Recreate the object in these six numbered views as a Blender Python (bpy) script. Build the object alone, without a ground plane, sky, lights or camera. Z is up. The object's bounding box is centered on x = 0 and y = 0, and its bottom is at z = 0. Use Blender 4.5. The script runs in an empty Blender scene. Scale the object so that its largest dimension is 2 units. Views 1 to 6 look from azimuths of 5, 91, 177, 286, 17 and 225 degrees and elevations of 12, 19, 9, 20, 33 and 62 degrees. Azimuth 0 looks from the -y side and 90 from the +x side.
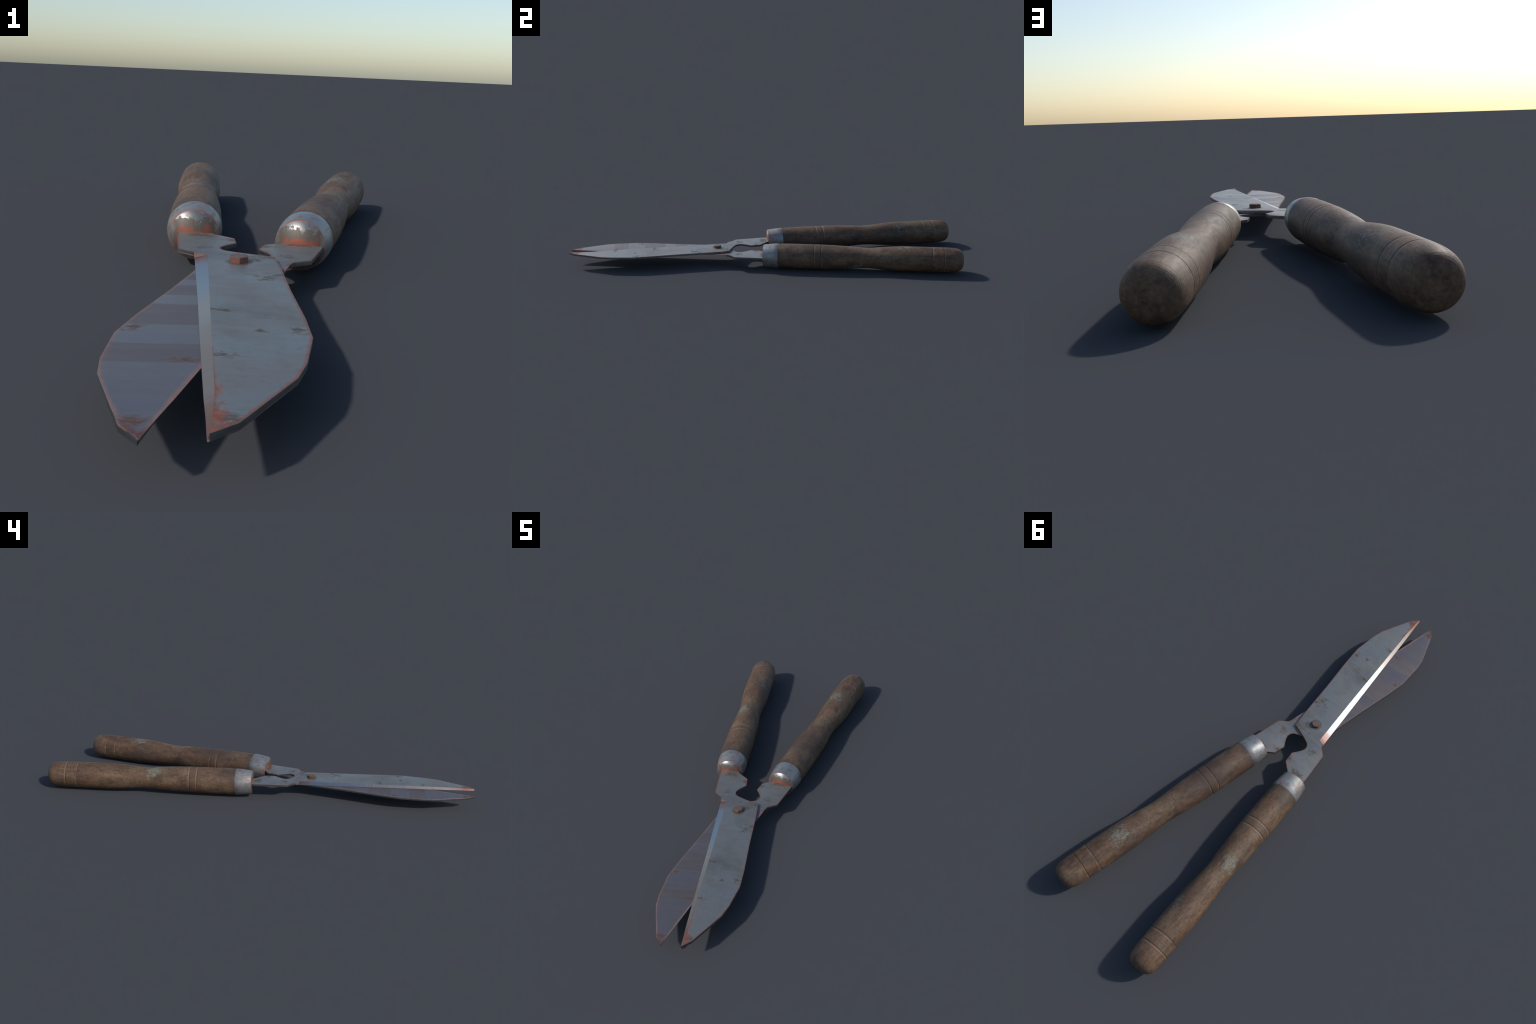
import bpy, bmesh, math
from mathutils import Matrix, Vector

# ------------------------------------------------------------------ frame
PLATE = 0.0090                      # thickness of the forged steel plates
Z_CONTACT = 0.0644                  # plane where the two blades slide on each other
GAP = 0.0005
PIVOT = (0.0375, -0.2430)
# the second half is the first one turned over about a line in the contact plane
FLIP = ((-0.99766, -0.06830), (-0.06830, 0.99766))
FLIP_T = (0.0640, 0.0006)
# handles: point on the axis where wood meets ferrule, heading, roll
HANDLES = [dict(at=(-0.1033, 0.0868, 0.0687), to=(-0.2288, 0.8984, 0.0663), roll=0.0),
           dict(at=(0.1462, 0.0722, 0.0626), to=(0.2315, 0.8900, 0.0626), roll=math.pi)]

# ------------------------------------------------------------------ node helpers
class Nodes:
    def __init__(self, name):
        self.mat = bpy.data.materials.new(name)
        self.mat.use_nodes = True
        self.t = self.mat.node_tree
        self.t.nodes.clear()
        self.out = self.t.nodes.new('ShaderNodeOutputMaterial')
        self.p = self.t.nodes.new('ShaderNodeBsdfPrincipled')
        self.t.links.new(self.p.outputs[0], self.out.inputs[0])
        self.co = self.t.nodes.new('ShaderNodeTexCoord').outputs['Object']

    def put(self, socket, v):
        if hasattr(v, 'is_output') or isinstance(v, bpy.types.NodeSocket):
            self.t.links.new(v, socket)
        else:
            socket.default_value = v

    def math(self, op, a, b=0.0, clamp=False):
        n = self.t.nodes.new('ShaderNodeMath'); n.operation = op; n.use_clamp = clamp
        self.put(n.inputs[0], a); self.put(n.inputs[1], b)
        return n.outputs[0]

    def scaled(self, scale, loc=(0, 0, 0), rot=(0, 0, 0), co=None):
        n = self.t.nodes.new('ShaderNodeMapping')
        n.inputs['Scale'].default_value = scale
        n.inputs['Location'].default_value = loc
        n.inputs['Rotation'].default_value = rot
        self.t.links.new(co or self.co, n.inputs[0])
        return n.outputs[0]

    def noise(self, scale, detail=4, rough=0.55, co=None, dist=0.0):
        n = self.t.nodes.new('ShaderNodeTexNoise')
        n.inputs['Scale'].default_value = scale
        n.inputs['Detail'].default_value = detail
        n.inputs['Roughness'].default_value = rough
        n.inputs['Distortion'].default_value = dist
        self.t.links.new(co or self.co, n.inputs['Vector'])
        return n.outputs[0]

    def ramp(self, v, lo, hi, a=0.0, b=1.0, smooth=True):
        n = self.t.nodes.new('ShaderNodeMapRange')
        n.interpolation_type = 'SMOOTHSTEP' if smooth else 'LINEAR'
        n.clamp = True
        self.put(n.inputs[0], v)
        n.inputs[1].default_value = lo; n.inputs[2].default_value = hi
        n.inputs[3].default_value = a; n.inputs[4].default_value = b
        return n.outputs[0]

    def mix(self, f, a, b):
        n = self.t.nodes.new('ShaderNodeMix'); n.data_type = 'RGBA'
        self.put(n.inputs[0], f)
        self.put(n.inputs[6], a if not isinstance(a, tuple) else (*a, 1.0))
        self.put(n.inputs[7], b if not isinstance(b, tuple) else (*b, 1.0))
        return n.outputs[2]

    def mixf(self, f, a, b):
        n = self.t.nodes.new('ShaderNodeMix'); n.data_type = 'FLOAT'
        self.put(n.inputs[0], f); self.put(n.inputs[2], a); self.put(n.inputs[3], b)
        return n.outputs[0]

    def xyz(self, co=None):
        n = self.t.nodes.new('ShaderNodeSeparateXYZ')
        self.t.links.new(co or self.co, n.inputs[0])
        return n.outputs

    def dist(self, point, scale=(1, 1, 1), co=None):
        """distance to a point, with each axis stretched"""
        v = self.scaled(scale, tuple(-p * s for p, s in zip(point, scale)), co=co)
        n = self.t.nodes.new('ShaderNodeVectorMath'); n.operation = 'LENGTH'
        self.t.links.new(v, n.inputs[0])
        return n.outputs['Value']

    def edges(self, radius):
        """0 on flats, rising to 1 on sharp edges of the part"""
        b = self.t.nodes.new('ShaderNodeBevel'); b.samples = 8
        b.inputs[0].default_value = radius
        g = self.t.nodes.new('ShaderNodeNewGeometry')
        d = self.t.nodes.new('ShaderNodeVectorMath'); d.operation = 'DOT_PRODUCT'
        self.t.links.new(b.outputs[0], d.inputs[0])
        self.t.links.new(g.outputs['True Normal'], d.inputs[1])
        return self.math('SUBTRACT', 1.0, d.outputs['Value'], True)

    def bump(self, h, strength, distance=0.002):
        n = self.t.nodes.new('ShaderNodeBump')
        n.inputs['Strength'].default_value = strength
        n.inputs['Distance'].default_value = distance
        self.t.links.new(h, n.inputs['Height'])
        self.t.links.new(n.outputs[0], self.p.inputs['Normal'])

    def finish(self, color, rough, metal, spec=0.5):
        self.put(self.p.inputs['Base Color'], color)
        self.put(self.p.inputs['Roughness'], rough)
        self.put(self.p.inputs['Metallic'], metal)
        self.p.inputs['Specular IOR Level'].default_value = spec
        return self.mat

RUST = (0.245, 0.058, 0.030)
RUST_DARK = (0.085, 0.040, 0.026)
GRIME = (0.066, 0.050, 0.038)

# ------------------------------------------------------------------ materials
def steel_material(name, flat_side):
    m = Nodes(name)
    x, y, z = m.xyz()
    flat = m.scaled((1, 1, 0))                       # same pattern on both faces
    swirl = m.t.nodes.new('ShaderNodeTexNoise')      # warps the stains so that none is round
    swirl.inputs['Scale'].default_value = 26; swirl.inputs['Detail'].default_value = 3
    m.t.links.new(flat, swirl.inputs['Vector'])
    warp = m.t.nodes.new('ShaderNodeVectorMath'); warp.operation = 'MULTIPLY_ADD'
    m.t.links.new(swirl.outputs['Color'], warp.inputs[0])
    warp.inputs[1].default_value = (0.075, 0.045, 0.0)
    off = m.t.nodes.new('ShaderNodeVectorMath'); off.operation = 'SUBTRACT'
    m.t.links.new(flat, off.inputs[0]); off.inputs[1].default_value = (0.0375, 0.0225, 0.0)
    m.t.links.new(off.outputs[0], warp.inputs[2])
    warped = warp.outputs[0]
    streak = m.noise(1.0, 5, 0.6, m.scaled((9, 52, 0), rot=(0, 0, 0.07)))
    cloud = m.noise(9, 4, 0.5, flat)
    grain = m.noise(70, 4, 0.6, flat)
    if flat_side:
        base = m.mix(m.ramp(cloud, 0.35, 0.65), (0.200, 0.180, 0.192), (0.205, 0.178, 0.174))
        # broad darker bands across the blade
        t = m.math('ADD', y, m.math('MULTIPLY', x, 0.10))
        t = m.math('ADD', t, m.math('MULTIPLY', m.math('SUBTRACT', streak, 0.5), 0.012))
        band = None
        for a, b in ((-0.768, -0.695), (-0.610, -0.502), (-0.448, -0.385), (-0.345, -0.300)):
            k = m.math('MULTIPLY', m.ramp(t, a - 0.003, a + 0.003), m.ramp(t, b - 0.003, b + 0.003, 1, 0))
            band = k if band is None else m.math('ADD', band, k, True)
        base = m.mix(m.math('MULTIPLY', band, 0.75), base, (0.175, 0.142, 0.134))
        rough = m.mixf(band, 0.38, 0.50)
    else:
        base = m.mix(m.ramp(cloud, 0.35, 0.68), (0.278, 0.288, 0.280), (0.262, 0.252, 0.238))
        haze = m.math('MULTIPLY', m.ramp(m.dist((0.108, -0.561, 0), (1, 1.5, 0)), 0.02, 0.10, 1, 0),
                      m.ramp(m.noise(22, 4, 0.6, flat), 0.42, 0.62))
        base = m.mix(m.math('MULTIPLY', haze, 0.75), base, (0.185, 0.170, 0.148))
        broad = m.noise(1.0, 5, 0.62, m.scaled((7, 5, 0), (0.7, 0.3, 0)))
        base = m.mix(m.ramp(broad, 0.48, 0.64, 0.0, 0.60), base, (0.205, 0.192, 0.172))
        scratch = m.noise(1.0, 3, 0.7, m.scaled((14, 210, 0), rot=(0, 0, 0.05)))
        base = m.mix(m.ramp(scratch, 0.52, 0.70, 0.0, 0.35), base, (0.200, 0.200, 0.198))
        neck = m.ramp(m.dist((-0.010, -0.195, 0), (0.75, 1.7, 0)), 0.03, 0.09, 1, 0)
        base = m.mix(m.math('MULTIPLY', neck, 0.65), base, (0.200, 0.196, 0.190))
        rough = m.ramp(cloud, 0.3, 0.7, 0.45, 0.56)
    base = m.mix(m.ramp(streak, 0.40, 0.75, 0.0, 0.18 if flat_side else 0.45), base, (0.305, 0.312, 0.308))
    base = m.mix(m.ramp(grain, 0.50, 0.72, 0.0, 0.30), base, (0.170, 0.165, 0.160))
    # dabs of dark grime where the target shows them, ragged by noise
    rag = m.noise(1.0, 6, 0.75, m.scaled((75, 140, 0)))
    dabs = None
    marks = [(-0.048, -0.134, 0.030), (0.078, -0.767, 0.026), (0.172, -0.640, 0.026), (0.115, -0.965, 0.030)]
    if not flat_side:
        marks += [(0.052, -0.569, 0.020), (0.100, -0.345, 0.028), (0.120, -0.325, 0.024), (0.085, -0.186, 0.036),
                  (0.118, -0.655, 0.014), (0.066, -0.214, 0.024), (-0.004, -0.040, 0.026), (-0.075, -0.010, 0.034), (0.020, -0.190, 0.010), (0.095, -0.365, 0.016)]
    for px, py, r in marks:
        k = m.ramp(m.dist((px, py, 0), (0.8, 1.15, 0), warped), 0.0, r * 1.3, 1, 0)
        dabs = k if dabs is None else m.math('MAXIMUM', dabs, k)
    spot = m.ramp(m.math('ADD', m.math('MULTIPLY', dabs, 0.32), rag), 0.60, 0.84)
    base = m.mix(m.math('MULTIPLY', spot, 0.90), base, RUST_DARK if flat_side else GRIME)
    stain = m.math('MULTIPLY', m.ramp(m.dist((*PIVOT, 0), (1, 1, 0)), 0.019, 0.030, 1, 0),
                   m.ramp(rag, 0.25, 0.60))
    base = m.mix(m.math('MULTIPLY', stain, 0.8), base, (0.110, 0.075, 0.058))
    # rust creeping in from the edges and at the point
    e = m.math('MULTIPLY', m.edges(0.012), 6.0, True)
    blotch = m.noise(1.0, 6, 0.75, m.scaled((55, 30, 0)))
    tipk = m.ramp(y, -1.0, -0.86, 1, 0)
    reach = m.math('ADD', e, m.math('MULTIPLY', m.math('SUBTRACT', blotch, 0.5), 1.9))
    reach = m.math('ADD', reach, m.math('MULTIPLY', tipk, 0.20))
    # along the ground edge the last third of the blade is rusted too
    line = m.math('ADD', m.math('MULTIPLY', m.math('ADD', y, 0.6944), -0.160), 0.0562)
    near = m.math('MULTIPLY', m.ramp(m.math('SUBTRACT', x, line), 0.0, 0.030, 1, 0), m.ramp(y, -0.94, -0.70, 1, 0))
    reach = m.math('ADD', reach, m.math('MULTIPLY', near, 0.0 if flat_side else 0.55))
    rust = m.ramp(reach, 0.32, 0.70)
    rust_col = m.mix(m.ramp(grain, 0.35, 0.65), RUST, (0.130, 0.058, 0.040))
    amount = 0.45 if flat_side else 0.90
    base = m.mix(m.math('MULTIPLY', rust, amount), base, rust_col)
    if flat_side:
        tip = m.math('MULTIPLY', m.ramp(y, -0.995, -0.945, 1, 0), m.ramp(blotch, 0.35, 0.55))
        base = m.mix(tip, base, (0.090, 0.036, 0.034))
        rust = m.math('MAXIMUM', rust, tip)
    dirty = m.math('MAXIMUM', rust, m.math('MULTIPLY', spot, 0.9))
    rough = m.mixf(dirty, rough, 0.72)
    metal = m.mixf(dirty, 0.70, 0.15)
    m.bump(m.math('ADD', m.math('MULTIPLY', streak, 0.4), m.math('SUBTRACT', grain, m.math('MULTIPLY', spot, 0.4))), 0.10, 0.0015)
    return m.finish(base, rough, metal)

def ground_edge_material():
    """the freshly ground bevel with heat tints"""
    m = Nodes('ground_edge_steel')
    x, y, z = m.xyz()
    scr = m.noise(1.0, 4, 0.6, m.scaled((20, 120, 0), rot=(0, 0, 0.9)))
    t = m.math('ADD', y, m.math('MULTIPLY', m.math('SUBTRACT', m.noise(14, 3), 0.5), 0.08))
    steel = m.mix(m.ramp(scr, 0.3, 0.7), (0.33, 0.305, 0.295), (0.42, 0.385, 0.365))
    steel = m.mix(m.ramp(t, -0.80, -0.55, 0.75, 0), steel, (0.27, 0.23, 0.215))  # colour dimmed towards the tip where the sun reflection dies away
    blue = m.math('MULTIPLY', m.ramp(t, -0.53, -0.44), m.ramp(t, -0.29, -0.23, 1, 0))
    c = m.mix(m.math('MULTIPLY', blue, 0.8), steel, (0.28, 0.35, 0.42))
    c = m.mix(m.ramp(t, -0.27, -0.205, 0, 0.9), c, (0.33, 0.165, 0.135))
    c = m.mix(m.ramp(t, -0.99, -0.86, 0.9, 0), c, (0.28, 0.145, 0.115))
    return m.finish(c, m.math('ADD', m.ramp(scr, 0.3, 0.7, 0.34, 0.44), m.ramp(t, -0.85, -0.50, 0.14, 0.0)), 0.88)

def wall_material():
    """forged sides of the plates: plain, slightly rusted at both arrises"""
    m = Nodes('forged_side_steel')
    x, y, z = m.xyz()
    n = m.noise(45, 4, 0.6)
    c = m.mix(m.ramp(n, 0.35, 0.65), (0.205, 0.222, 0.232), (0.175, 0.175, 0.175))
    low = m.math('MULTIPLY', m.ramp(z, 0.0012, 0.0028, 1, 0), m.ramp(n, 0.40, 0.55))
    heel = m.math('MULTIPLY', m.ramp(m.dist((0.105, -0.205, 0), (1, 0.6, 0)), 0.02, 0.05, 1, 0), m.ramp(n, 0.35, 0.5))
    heel = m.math('MAXIMUM', heel, m.ramp(m.dist((-0.043, -0.196, 0), (1, 1.5, 0)), 0.014, 0.019, 1, 0))
    r = m.math('MAXIMUM', low, heel)
    c = m.mix(m.math('MULTIPLY', r, 0.8), c, (0.130, 0.055, 0.040))
    return m.finish(c, m.mixf(r, 0.38, 0.8), m.mixf(r, 0.92, 0.2))

def ferrule_material():
    m = Nodes('ferrule_steel')
    x, y, z = m.xyz()
    cloud = m.noise(16, 4, 0.55)
    streak = m.noise(1.0, 5, 0.62, m.scaled((46, 11, 46)))
    grain = m.noise(90, 4, 0.6)
    c = m.mix(m.ramp(cloud, 0.35, 0.65), (0.285, 0.305, 0.312), (0.275, 0.275, 0.270))
    c = m.mix(m.ramp(grain, 0.5, 0.75, 0, 0.35), c, (0.190, 0.185, 0.180))
    rust = m.math('MULTIPLY', m.ramp(streak, 0.52, 0.62), m.ramp(cloud, 0.34, 0.58))
    c = m.mix(m.math('MULTIPLY', rust, 0.8), c, (0.250, 0.090, 0.055))
    blot = m.ramp(m.noise(1.0, 5, 0.7, m.scaled((34, 24, 34), (2, 5, 1))), 0.50, 0.64)
    c = m.mix(m.math('MULTIPLY', blot, 0.55), c, (0.165, 0.120, 0.098))
    # weathered patch spreading over the domed front above the tang
    face = m.ramp(y, -0.0733, -0.0729, 1, 0)
    ragged = m.noise(1.0, 5, 0.7, m.scaled((55, 40, 40)))
    h = m.math('ADD', m.math('ABSOLUTE', z), m.math('MULTIPLY', m.math('SUBTRACT', ragged, 0.5), 0.085))
    c = m.mix(m.math('MULTIPLY', face, 0.5), c, (0.205, 0.208, 0.200))
    patch = m.math('MULTIPLY', m.math('MULTIPLY', face, m.ramp(h, 0.030, 0.040, 1, 0)), m.ramp(m.math('ADD', m.math('ABSOLUTE', x), m.math('MULTIPLY', ragged, 0.03)), 0.056, 0.072, 1, 0))
    c = m.mix(m.math('MULTIPLY', patch, 0.9), c, GRIME)
    red = m.math('MULTIPLY', m.math('MULTIPLY', face, m.ramp(h, 0.006, 0.022, 1, 0)), m.ramp(m.math('ABSOLUTE', x), 0.026, 0.046, 1, 0))
    c = m.mix(m.math('MULTIPLY', red, 0.85), c, RUST)
    rim = m.ramp(m.math('ABSOLUTE', m.math('ADD', y, 0.0727)), 0.0004, 0.0015, 1, 0)
    rho = m.math('SQRT', m.math('ADD', m.math('MULTIPLY', x, x), m.math('MULTIPLY', z, z)))
    rim = m.math('MULTIPLY', rim, m.ramp(rho, 0.0522, 0.0536))
    rim = m.math('MULTIPLY', rim, m.ramp(cloud, 0.20, 0.50, 0.40, 1.0))
    c = m.mix(m.math('MULTIPLY', rim, 0.9), c, RUST)
    dirty = m.math('MAXIMUM', m.math('MAXIMUM', rust, rim), patch)
    dull = m.ramp(m.math('ADD', m.dist((-0.02, -0.03, 0.055)), m.math('MULTIPLY', cloud, 0.03)), 0.040, 0.085, 1, 0)
    rough = m.mixf(dirty, m.mixf(face, m.ramp(dull, 0, 1, 0.47, 0.64), 0.30), 0.54)
    m.bump(m.math('ADD', streak, grain), 0.06, 0.0015)
    return m.finish(c, rough, m.mixf(dirty, m.mixf(face, 0.66, 0.76), 0.20))

def wood_material():
    m = Nodes('weathered_wood')
    x, y, z = m.xyz()
    long_grain = m.noise(1.0, 6, 0.65, m.scaled((34, 9, 34)), 0.8)
    fleck = m.noise(1.0, 5, 0.7, m.scaled((130, 55, 130)))
    cross = m.noise(1.0, 3, 0.6, m.scaled((12, 330, 12)))
    cloud = m.noise(1.0, 4, 0.55, m.scaled((11, 6, 11)))
    c = m.mix(m.ramp(long_grain, 0.34, 0.66), (0.064, 0.036, 0.021), (0.132, 0.071, 0.039))
    c = m.mix(m.ramp(cloud, 0.42, 0.62, 0.0, 0.80), c, (0.142, 0.083, 0.048))
    c = m.mix(m.ramp(m.noise(1.0, 4, 0.6, m.scaled((17, 9, 17), (3, 1, 7))), 0.50, 0.70, 0, 0.70), c, (0.047, 0.032, 0.024))
    c = m.mix(m.ramp(m.noise(1.0, 3, 0.6, m.scaled((24, 16, 24), (9, 2, 4))), 0.56, 0.70, 0, 0.55), c, (0.155, 0.075, 0.039))
    c = m.mix(m.ramp(m.noise(1.0, 4, 0.6, m.scaled((13, 8, 13), (5, 8, 2))), 0.50, 0.66, 0, 0.65), c, (0.185, 0.125, 0.074))
    c = m.mix(m.ramp(fleck, 0.48, 0.68, 0.0, 0.65), c, (0.037, 0.025, 0.018))
    c = m.mix(m.ramp(fleck, 0.47, 0.30, 0.0, 0.60), c, (0.191, 0.123, 0.075))
    c = m.mix(m.ramp(cross, 0.46, 0.70, 0.0, 0.45), c, (0.062, 0.041, 0.030))
    # darker towards the ferrule; darker band between the paired grooves
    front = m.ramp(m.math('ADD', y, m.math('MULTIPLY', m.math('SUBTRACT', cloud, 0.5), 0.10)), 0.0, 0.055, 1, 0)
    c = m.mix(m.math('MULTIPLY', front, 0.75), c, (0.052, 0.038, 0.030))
    for p, r, k in (((0.010, 0.190, -0.060), 0.22, 0.55), ((0.050, 0.600, 0.020), 0.15, 0.45), ((-0.03, 0.06, 0.05), 0.05, 0.35)):
        d = m.math('ADD', m.dist(p, (2.2, 1.0, 2.2)), m.math('MULTIPLY', m.math('SUBTRACT', cloud, 0.5), 0.20))
        c = m.mix(m.ramp(d, r * 0.25, r, k, 0), c, (0.052, 0.036, 0.031))
    ring = m.math('MULTIPLY', m.ramp(y, 0.184, 0.188), m.ramp(y, 0.217, 0.221, 1, 0))
    c = m.mix(m.math('MULTIPLY', ring, 0.45), c, (0.087, 0.048, 0.031))
    # grey-green lichen patches: a dense one at the neck and one further back
    crust = m.noise(1.0, 4, 0.75, m.scaled((95, 60, 95)), 0.7)
    lich = None
    for p, r, w in (((-0.022, 0.393, 0.038), 0.060, 0.85), ((-0.036, 0.415, 0.020), 0.040, 0.75),
                    ((0.008, 0.640, -0.060), 0.075, 0.80), ((-0.012, 0.610, -0.052), 0.034, 0.8),
                    ((0.040, 0.640, 0.040), 0.070, 0.62), ((0.020, 0.395, -0.045), 0.055, 0.45)):
        k = m.math('MULTIPLY', m.ramp(m.dist(p, (1, 0.85, 1)), r * 0.25, r, 1, 0), w)
        lich = k if lich is None else m.math('MAXIMUM', lich, k)
    lk = m.ramp(m.math('ADD', m.math('MULTIPLY', lich, 0.34), crust), 0.68, 0.90)
    lk = m.math('MULTIPLY', lk, m.ramp(lich, 0.02, 0.25))
    c = m.mix(m.math('MULTIPLY', lk, 0.72), c, (0.180, 0.215, 0.185))
    # a dark line in each groove, a paler line along its lip
    for s in GROOVES:
        d = m.math('ABSOLUTE', m.math('SUBTRACT', y, s))
        c = m.mix(m.math('MULTIPLY', m.ramp(d, 0.0006, 0.0014, 0.7, 0), m.ramp(long_grain, 0.35, 0.60, 0.35, 1.0)), c, (0.030, 0.021, 0.016))
        lip = m.math('MULTIPLY', m.ramp(m.math('ABSOLUTE', m.math('SUBTRACT', y, s + 0.0042)), 0.0010, 0.0028, 1, 0),
                     m.ramp(cloud, 0.35, 0.6))
        c = m.mix(m.math('MULTIPLY', lip, 0.55), c, (0.235, 0.155, 0.105))
    m.bump(m.math('ADD', m.math('ADD', long_grain, m.math('MULTIPLY', fleck, 0.6)), m.math('ADD', m.math('MULTIPLY', cross, 1.6), m.math('MULTIPLY', lk, 1.2))), 0.28, 0.002)
    return m.finish(c, m.ramp(long_grain, 0.3, 0.7, 0.68, 0.56), 0.0, 0.4)

def bolt_material():
    m = Nodes('rusty_bolt')
    n = m.noise(110, 5, 0.65)
    c = m.mix(m.ramp(n, 0.35, 0.65), (0.095, 0.048, 0.036), (0.150, 0.060, 0.038))
    top = m.ramp(m.xyz()[2], 0.0105, 0.0118)
    c = m.mix(m.math('MULTIPLY', top, m.ramp(n, 0.62, 0.45)), c, (0.150, 0.120, 0.105))
    m.bump(n, 0.25, 0.001)
    return m.finish(c, 0.6, 0.35)

GROOVES = (0.1838, 0.2199, 0.7668, 0.8226)

# ------------------------------------------------------------------ geometry
def smooth_path(pts, steps=4):
    """Catmull-Rom through the points, end points kept"""
    out = []
    n = len(pts)
    for i in range(n - 1):
        p0 = Vector(pts[max(i - 1, 0)]); p1 = Vector(pts[i]); p2 = Vector(pts[i + 1]); p3 = Vector(pts[min(i + 2, n - 1)])
        for k in range(steps):
            t = k / steps
            out.append(0.5 * ((2 * p1) + (p2 - p0) * t + (2 * p0 - 5 * p1 + 4 * p2 - p3) * t * t + (3 * p1 - p0 - 3 * p2 + p3) * t ** 3))
    out.append(Vector(pts[-1]))
    return out

# outline of one steel half seen from above, running round from the point
BACK = [(0.1015, -0.9985), (0.1270, -0.9670), (0.1545, -0.8925), (0.1785, -0.8275), (0.1868, -0.7745),
        (0.1900, -0.6700), (0.1760, -0.5800), (0.1455, -0.4280), (0.1190, -0.2760), (0.0990, -0.1790)]
CROTCH = [(0.0990, -0.1790), (0.0690, -0.1715), (0.0370, -0.1630), (0.0085, -0.1530), (-0.0060, -0.1445),
          (-0.0135, -0.1310), (-0.0135, -0.1170), (-0.0060, -0.0985), (0.0110, -0.0700)]
TANG_END = [(0.0005, -0.0220), (-0.0440, 0.0090), (-0.0700, 0.0450), (-0.1310, 0.0450), (-0.1230, -0.0180), (-0.0948, -0.1535)]
NECK = [(-0.0948, -0.1535), (-0.0740, -0.1690), (-0.0600, -0.1800), (-0.0552, -0.1935)]
BEVEL_TOP = [(-0.0285, -0.1990), (0.0219, -0.4941), (0.0562, -0.6944), (0.0778, -0.8202), (0.0902, -0.8928), (0.0962, -0.9448), (0.1012, -0.9930)]
BEVEL_EDGE = [(-0.0540, -0.1965), (0.0030, -0.4930), (0.0398, -0.6900), (0.0640, -0.8180), (0.0785, -0.8940), (0.0890, -0.9450), (0.0990, -0.9985)]

def bevel_glint_normals(me):
    """bevel normals bent so the sun highlight fades towards the point"""
    knots = [(-1.0, 50), (-0.8, 43), (-0.6, 36), (-0.45, 30.5), (-0.32, 28.5), (-0.24, 25), (-0.19, 12)]
    nrm = [tuple(c.vector) for c in me.corner_normals]
    for p in me.polygons:
        if p.material_index != 2:
            continue
        h = Vector((p.normal.x, p.normal.y)).normalized()
        for li in p.loop_indices:
            y = me.vertices[me.loops[li].vertex_index].co.y
            a = knots[0][1]
            for (y0, a0), (y1, a1) in zip(knots, knots[1:]):
                if y0 <= y <= y1:
                    a = a0 + (a1 - a0) * (y - y0) / (y1 - y0)
            a = math.radians(a)
            nrm[li] = (h.x * math.sin(a), h.y * math.sin(a), math.cos(a))
    me.normals_split_custom_set(nrm)

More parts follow.
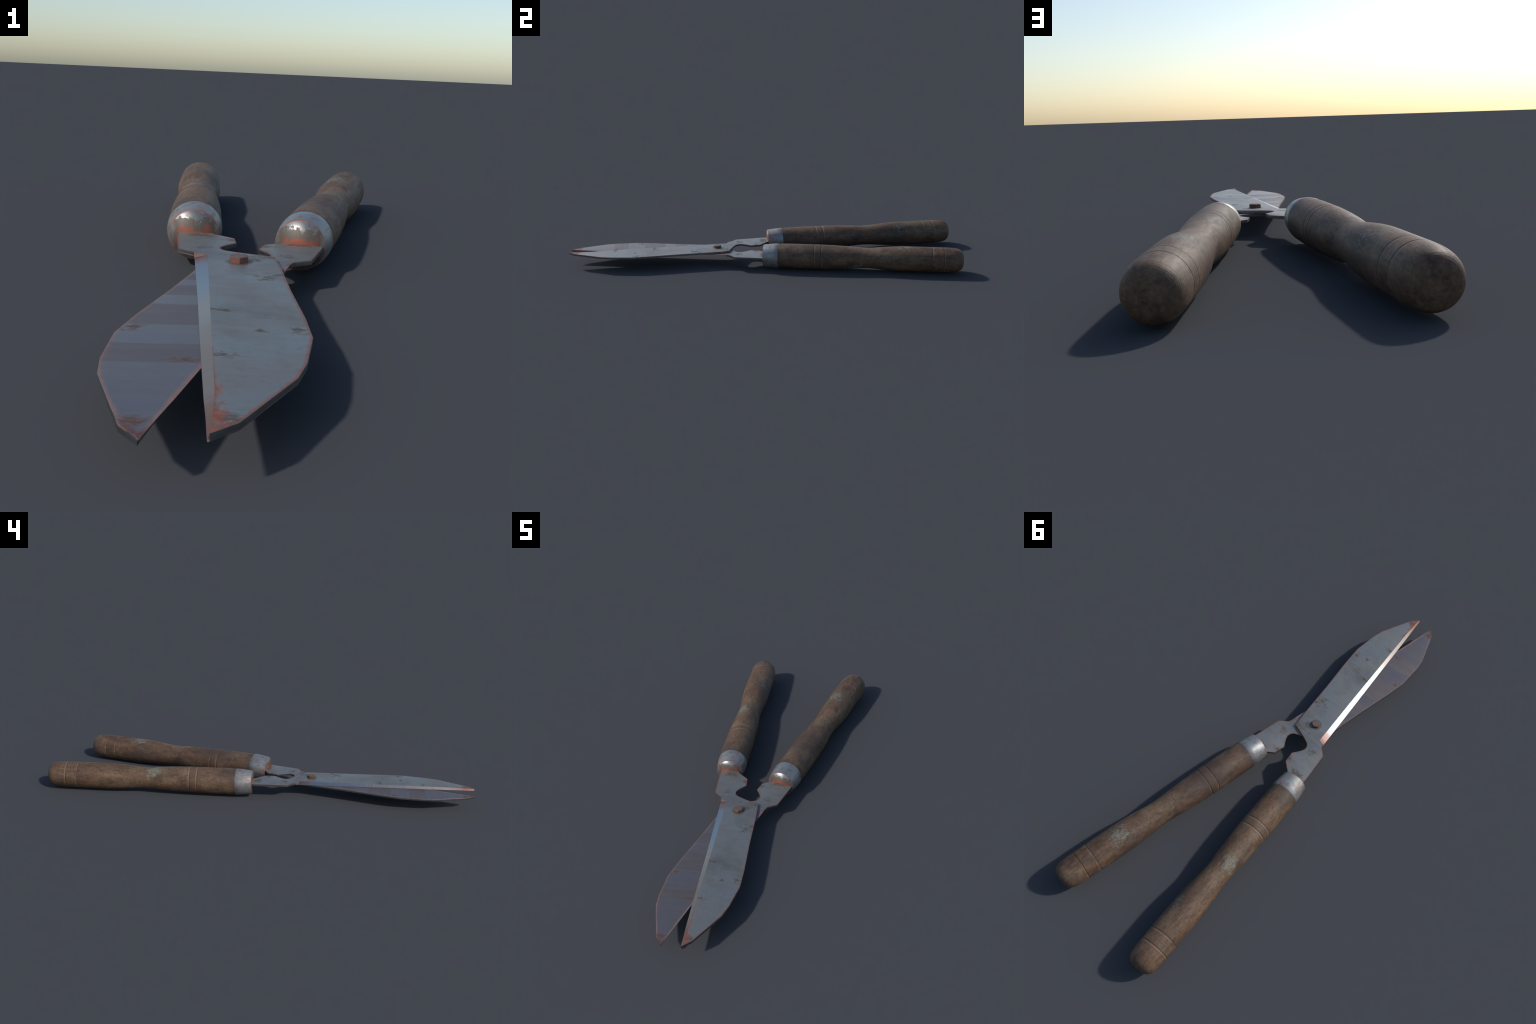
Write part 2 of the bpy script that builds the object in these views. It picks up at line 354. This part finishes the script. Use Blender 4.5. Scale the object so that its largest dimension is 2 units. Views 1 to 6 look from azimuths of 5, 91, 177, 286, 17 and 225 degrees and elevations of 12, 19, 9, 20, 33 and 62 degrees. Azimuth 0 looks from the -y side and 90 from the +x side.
def build_plate(materials):
    bm = bmesh.new()
    back = [Vector(p) for p in BACK]
    crotch = smooth_path(CROTCH, 3)
    neck = smooth_path(NECK, 3)
    common = back + crotch[1:] + [Vector(p) for p in TANG_END[:-1]] + neck
    top = common + [Vector(p) for p in BEVEL_TOP]
    low = common + [Vector(p) for p in BEVEL_EDGE]
    n_common = len(common)
    vt = [bm.verts.new((p.x, p.y, PLATE)) for p in top]
    vb = [bm.verts.new((p.x, p.y, 0.0)) for p in low]
    # the ground bevel ends in a hair-thin cutting edge
    ve = [bm.verts.new((p.x, p.y, 0.0010)) for p in low[n_common:]]
    ft = bm.faces.new(vt)
    fb = bm.faces.new(list(reversed(vb)))
    n = len(top)
    for i in range(n):
        j = (i + 1) % n
        if i < n_common - 1:
            bm.faces.new((vb[i], vb[j], vt[j], vt[i]))
        elif i == n_common - 1:                       # shoulder where the bevel starts
            for q in ((vb[i], vb[j], ve[0]), (vb[i], ve[0], vt[j], vt[i])):
                bm.faces.new(q).material_index = 3
        elif i < n - 1:
            k = i - n_common
            bm.faces.new((vb[i], vb[j], ve[k + 1], ve[k]))
            f = bm.faces.new((ve[k], ve[k + 1], vt[j], vt[i])); f.material_index = 2
        else:
            bm.faces.new((vb[i], vb[j], vt[j], vt[i], ve[-1]))
    bmesh.ops.recalc_face_normals(bm, faces=bm.faces)
    # soften the long outer edges
    rim = []
    for e in bm.edges:
        if len(e.link_faces) == 2 and all(f.material_index != 2 for f in e.link_faces):
            za, zb = e.verts[0].co.z, e.verts[1].co.z
            horizontal = abs(za - zb) < 1e-5
            flat = sum(1 for f in e.link_faces if abs(f.normal.z) > 0.9)
            if horizontal and flat == 1 and all(v not in ve for v in e.verts):
                if e.verts[0] in vb and (vb.index(e.verts[0]) >= n_common or vb.index(e.verts[1]) >= n_common):
                    continue
                rim.append(e)
    bmesh.ops.bevel(bm, geom=rim, offset=0.0024, segments=3, profile=0.6, affect='EDGES', clamp_overlap=True)
    for f in bm.faces:
        if f.normal.z < -0.9 and f.material_index != 2:
            f.material_index = 1
    for f in bm.faces:
        if abs(f.normal.z) < 0.6 and f.material_index != 2:
            f.material_index = 3
    # cut where blade ends and tang begins (and where the scoured face begins)
    cuts = ((0.0, -0.178), (0.0, -0.215))
    for cx, cy in cuts:
        bmesh.ops.bisect_plane(bm, geom=bm.verts[:] + bm.edges[:] + bm.faces[:], dist=1e-6,
                               plane_co=(cx, cy, 0), plane_no=(0, 1, 0))
    for f in bm.faces:
        if f.material_index == 1 and f.calc_center_median().y > -0.215:
            f.material_index = 0
    # rounded sides shade smoothly, flats stay flat
    for f in bm.faces:
        f.smooth = True
    for e in bm.edges:
        flats = sum(1 for f in e.link_faces if abs(f.normal.z) > 0.98)
        ground_face = any(f.material_index == 2 for f in e.link_faces)
        e.smooth = len(e.link_faces) == 2 and not (flats == 1 or ground_face) and e.calc_face_angle(0) < math.radians(38)
    out = []
    for name, keep in (('blade', lambda y: y < -0.178), ('tang', lambda y: y >= -0.178)):
        part = bm.copy()
        bmesh.ops.delete(part, geom=[f for f in part.faces if not keep(f.calc_center_median().y)], context='FACES')
        bmesh.ops.triangulate(part, faces=[f for f in part.faces if len(f.verts) > 4])
        me = bpy.data.meshes.new(name)
        part.to_mesh(me); part.free()
        for mt in materials:
            me.materials.append(mt)
        bevel_glint_normals(me)
        out.append(me)
    bm.free()
    return out

def lathe(name, profile, segments=64, material=None, sharp=()):
    """turn (s, r) profile about the local y axis"""
    bm = bmesh.new()
    rings = []
    for s, r in profile:
        if r < 1e-6:
            rings.append([bm.verts.new((0, s, 0))])
        else:
            rings.append([bm.verts.new((r * math.cos(2 * math.pi * k / segments), s, r * math.sin(2 * math.pi * k / segments))) for k in range(segments)])
    for a, b in zip(rings, rings[1:]):
        for k in range(segments):
            l = (k + 1) % segments
            if len(a) == 1 and len(b) == 1:
                continue
            if len(a) == 1:
                f = bm.faces.new((a[0], b[k], b[l]))
            elif len(b) == 1:
                f = bm.faces.new((a[k], b[0], a[l]))
            else:
                f = bm.faces.new((a[k], b[k], b[l], a[l]))
            f.smooth = True
    bmesh.ops.recalc_face_normals(bm, faces=bm.faces)
    for i in sharp:
        ring = set(rings[i])
        for e in bm.edges:
            if e.verts[0] in ring and e.verts[1] in ring:
                e.smooth = False
    me = bpy.data.meshes.new(name)
    bm.to_mesh(me); bm.free()
    if material:
        me.materials.append(material)
    return me

WOOD = [(0.000, 0.0610), (0.040, 0.0619), (0.090, 0.0622), (0.184, 0.0618), (0.220, 0.0615), (0.300, 0.0590), (0.355, 0.0562),
        (0.400, 0.0529), (0.438, 0.0508), (0.475, 0.0520), (0.521, 0.0560), (0.570, 0.0600), (0.604, 0.0616), (0.640, 0.0623),
        (0.767, 0.0619), (0.8246, 0.0616), (0.850, 0.0609), (0.872, 0.0594), (0.891, 0.0560), (0.904, 0.0503),
        (0.9140, 0.0400), (0.9190, 0.0260), (0.9206, 0.0110), (0.9208, 0.0)]

def wood_profile():
    pts = [(0.0, 0.0), (0.0, 0.055)] + [tuple(p) for p in smooth_path(WOOD[:-1], 5)] + [WOOD[-1]]
    prof = []
    for s, r in pts:
        if any(abs(s - g) < 0.0035 for g in GROOVES):
            continue
        prof.append((s, r))
    def radius(s):
        for (a, ra), (b, rb) in zip(pts[2:], pts[3:]):
            if a <= s <= b:
                return ra + (rb - ra) * (s - a) / max(b - a, 1e-9)
        return 0.0
    for g in GROOVES:                                  # narrow turned grooves
        for ds, dr in ((-0.0030, 0.0), (-0.0014, -0.0002), (-0.0005, -0.0015), (0.0005, -0.0015), (0.0018, -0.0002), (0.0030, 0.0)):
            prof.append((g + ds, radius(g + ds) + dr))
    head = prof[:2]
    return head + sorted(prof[2:], key=lambda p: (p[0], -p[1]))

FERRULE = [(0.004, 0.0560), (0.004, 0.0606), (0.002, 0.0618), (-0.020, 0.0608), (-0.050, 0.0576), (-0.0700, 0.0551), (-0.0728, 0.0546),
           (-0.0733, 0.0536), (-0.0738, 0.0470), (-0.0743, 0.0370), (-0.0747, 0.0240), (-0.0749, 0.0110), (-0.0750, 0.0)]

def hexagon_head(name, radius, height, material):
    """hexagonal prism whose top corners are turned off by a cone"""
    bm = bmesh.new()
    seg = 8
    ring = []
    for i in range(6):
        a = Vector((math.cos(math.pi / 3 * i), math.sin(math.pi / 3 * i))) * radius
        b = Vector((math.cos(math.pi / 3 * (i + 1)), math.sin(math.pi / 3 * (i + 1)))) * radius
        for k in range(seg):
            ring.append(a.lerp(b, k / seg))
    low = [bm.verts.new((p.x, p.y, -0.0005)) for p in ring]
    inner = radius * 0.86
    mid = [bm.verts.new((p.x, p.y, height - max(p.length - inner, 0) * 0.75)) for p in ring]
    cap = [bm.verts.new((p.x / p.length * inner * 0.99, p.y / p.length * inner * 0.99, height)) for p in ring]
    n = len(ring)
    for i in range(n):
        j = (i + 1) % n
        bm.faces.new((low[i], low[j], mid[j], mid[i]))
        bm.faces.new((mid[i], mid[j], cap[j], cap[i]))
    bm.faces.new(cap)
    bm.faces.new(list(reversed(low)))
    bmesh.ops.recalc_face_normals(bm, faces=bm.faces)
    me = bpy.data.meshes.new(name)
    bm.to_mesh(me); bm.free()
    me.materials.append(material)
    return me

# ------------------------------------------------------------------ assemble
def add(name, mesh, parent, matrix):
    ob = bpy.data.objects.new(name, mesh)
    bpy.context.scene.collection.objects.link(ob)
    ob.parent = parent
    ob.matrix_local = matrix
    return ob

root = bpy.data.objects.new('garden_shears', None)
bpy.context.scene.collection.objects.link(root)
root['label'] = 'old hedge shears with rusty blades and worn wooden handles'
root['category'] = 'garden shears'

steel = steel_material('blue_grey_steel', False)
scoured = steel_material('scoured_flat_steel', True)
ground = ground_edge_material()
blade_mesh, tang_mesh = build_plate([steel, scoured, ground, wall_material()])

upper = Matrix.Translation((0, 0, Z_CONTACT))
lower = Matrix(((FLIP[0][0], FLIP[0][1], 0, FLIP_T[0]),
                (FLIP[1][0], FLIP[1][1], 0, FLIP_T[1]),
                (0, 0, -1, Z_CONTACT - GAP),
                (0, 0, 0, 1)))
for mat in (upper, lower):
    b = add('blade', blade_mesh, root, mat)
    add('tang', tang_mesh, b, Matrix.Identity(4))

wood = wood_material()
iron = ferrule_material()
handle_mesh = lathe('handle', wood_profile(), 64, wood)
ferrule_mesh = lathe('ferrule', FERRULE, 64, iron, sharp=(1, 6))

def crown_normals(me, start, rim, tilt):
    """shade the shallow crowned face as a fuller dome, normals tilted to place the sun glint"""
    nrm = [tuple(c.vector) for c in me.corner_normals]
    for p in me.polygons:
        if p.center.y < start:
            for li in p.loop_indices:
                co = me.vertices[me.loops[li].vertex_index].co
                rho = math.hypot(co.x, co.z)
                a = tilt * min(rho / rim, 1.0)
                k = math.sin(a) / max(rho, 1e-9)
                nrm[li] = (co.x * k, -math.cos(a), co.z * k)
    me.normals_split_custom_set(nrm)
crown_normals(ferrule_mesh, -0.0728, 0.0545, math.radians(40))
for h in HANDLES:
    at = Vector(h['at']); ay = (Vector(h['to']) - at).normalized()
    ax = ay.cross(Vector((0, 0, 1))).normalized(); az = ax.cross(ay)
    m = Matrix((ax, ay, az)).transposed().to_4x4()
    m.translation = at
    m = m @ Matrix.Rotation(h['roll'], 4, 'Y')
    hd = add('handle', handle_mesh, root, m)
    add('ferrule', ferrule_mesh, hd, Matrix.Identity(4))

bolt_mesh = hexagon_head('bolt', 0.0188, 0.0122, bolt_material())
add('bolt', bolt_mesh, root, Matrix.Translation((*PIVOT, Z_CONTACT + PLATE)) @ Matrix.Rotation(math.radians(-80.5), 4, 'Z'))
nut_mesh = hexagon_head('nut', 0.0180, 0.0085, bolt_mesh.materials[0])
add('nut', nut_mesh, root, Matrix.Translation((*PIVOT, Z_CONTACT - GAP - PLATE)) @ Matrix.Rotation(math.pi, 4, 'X'))
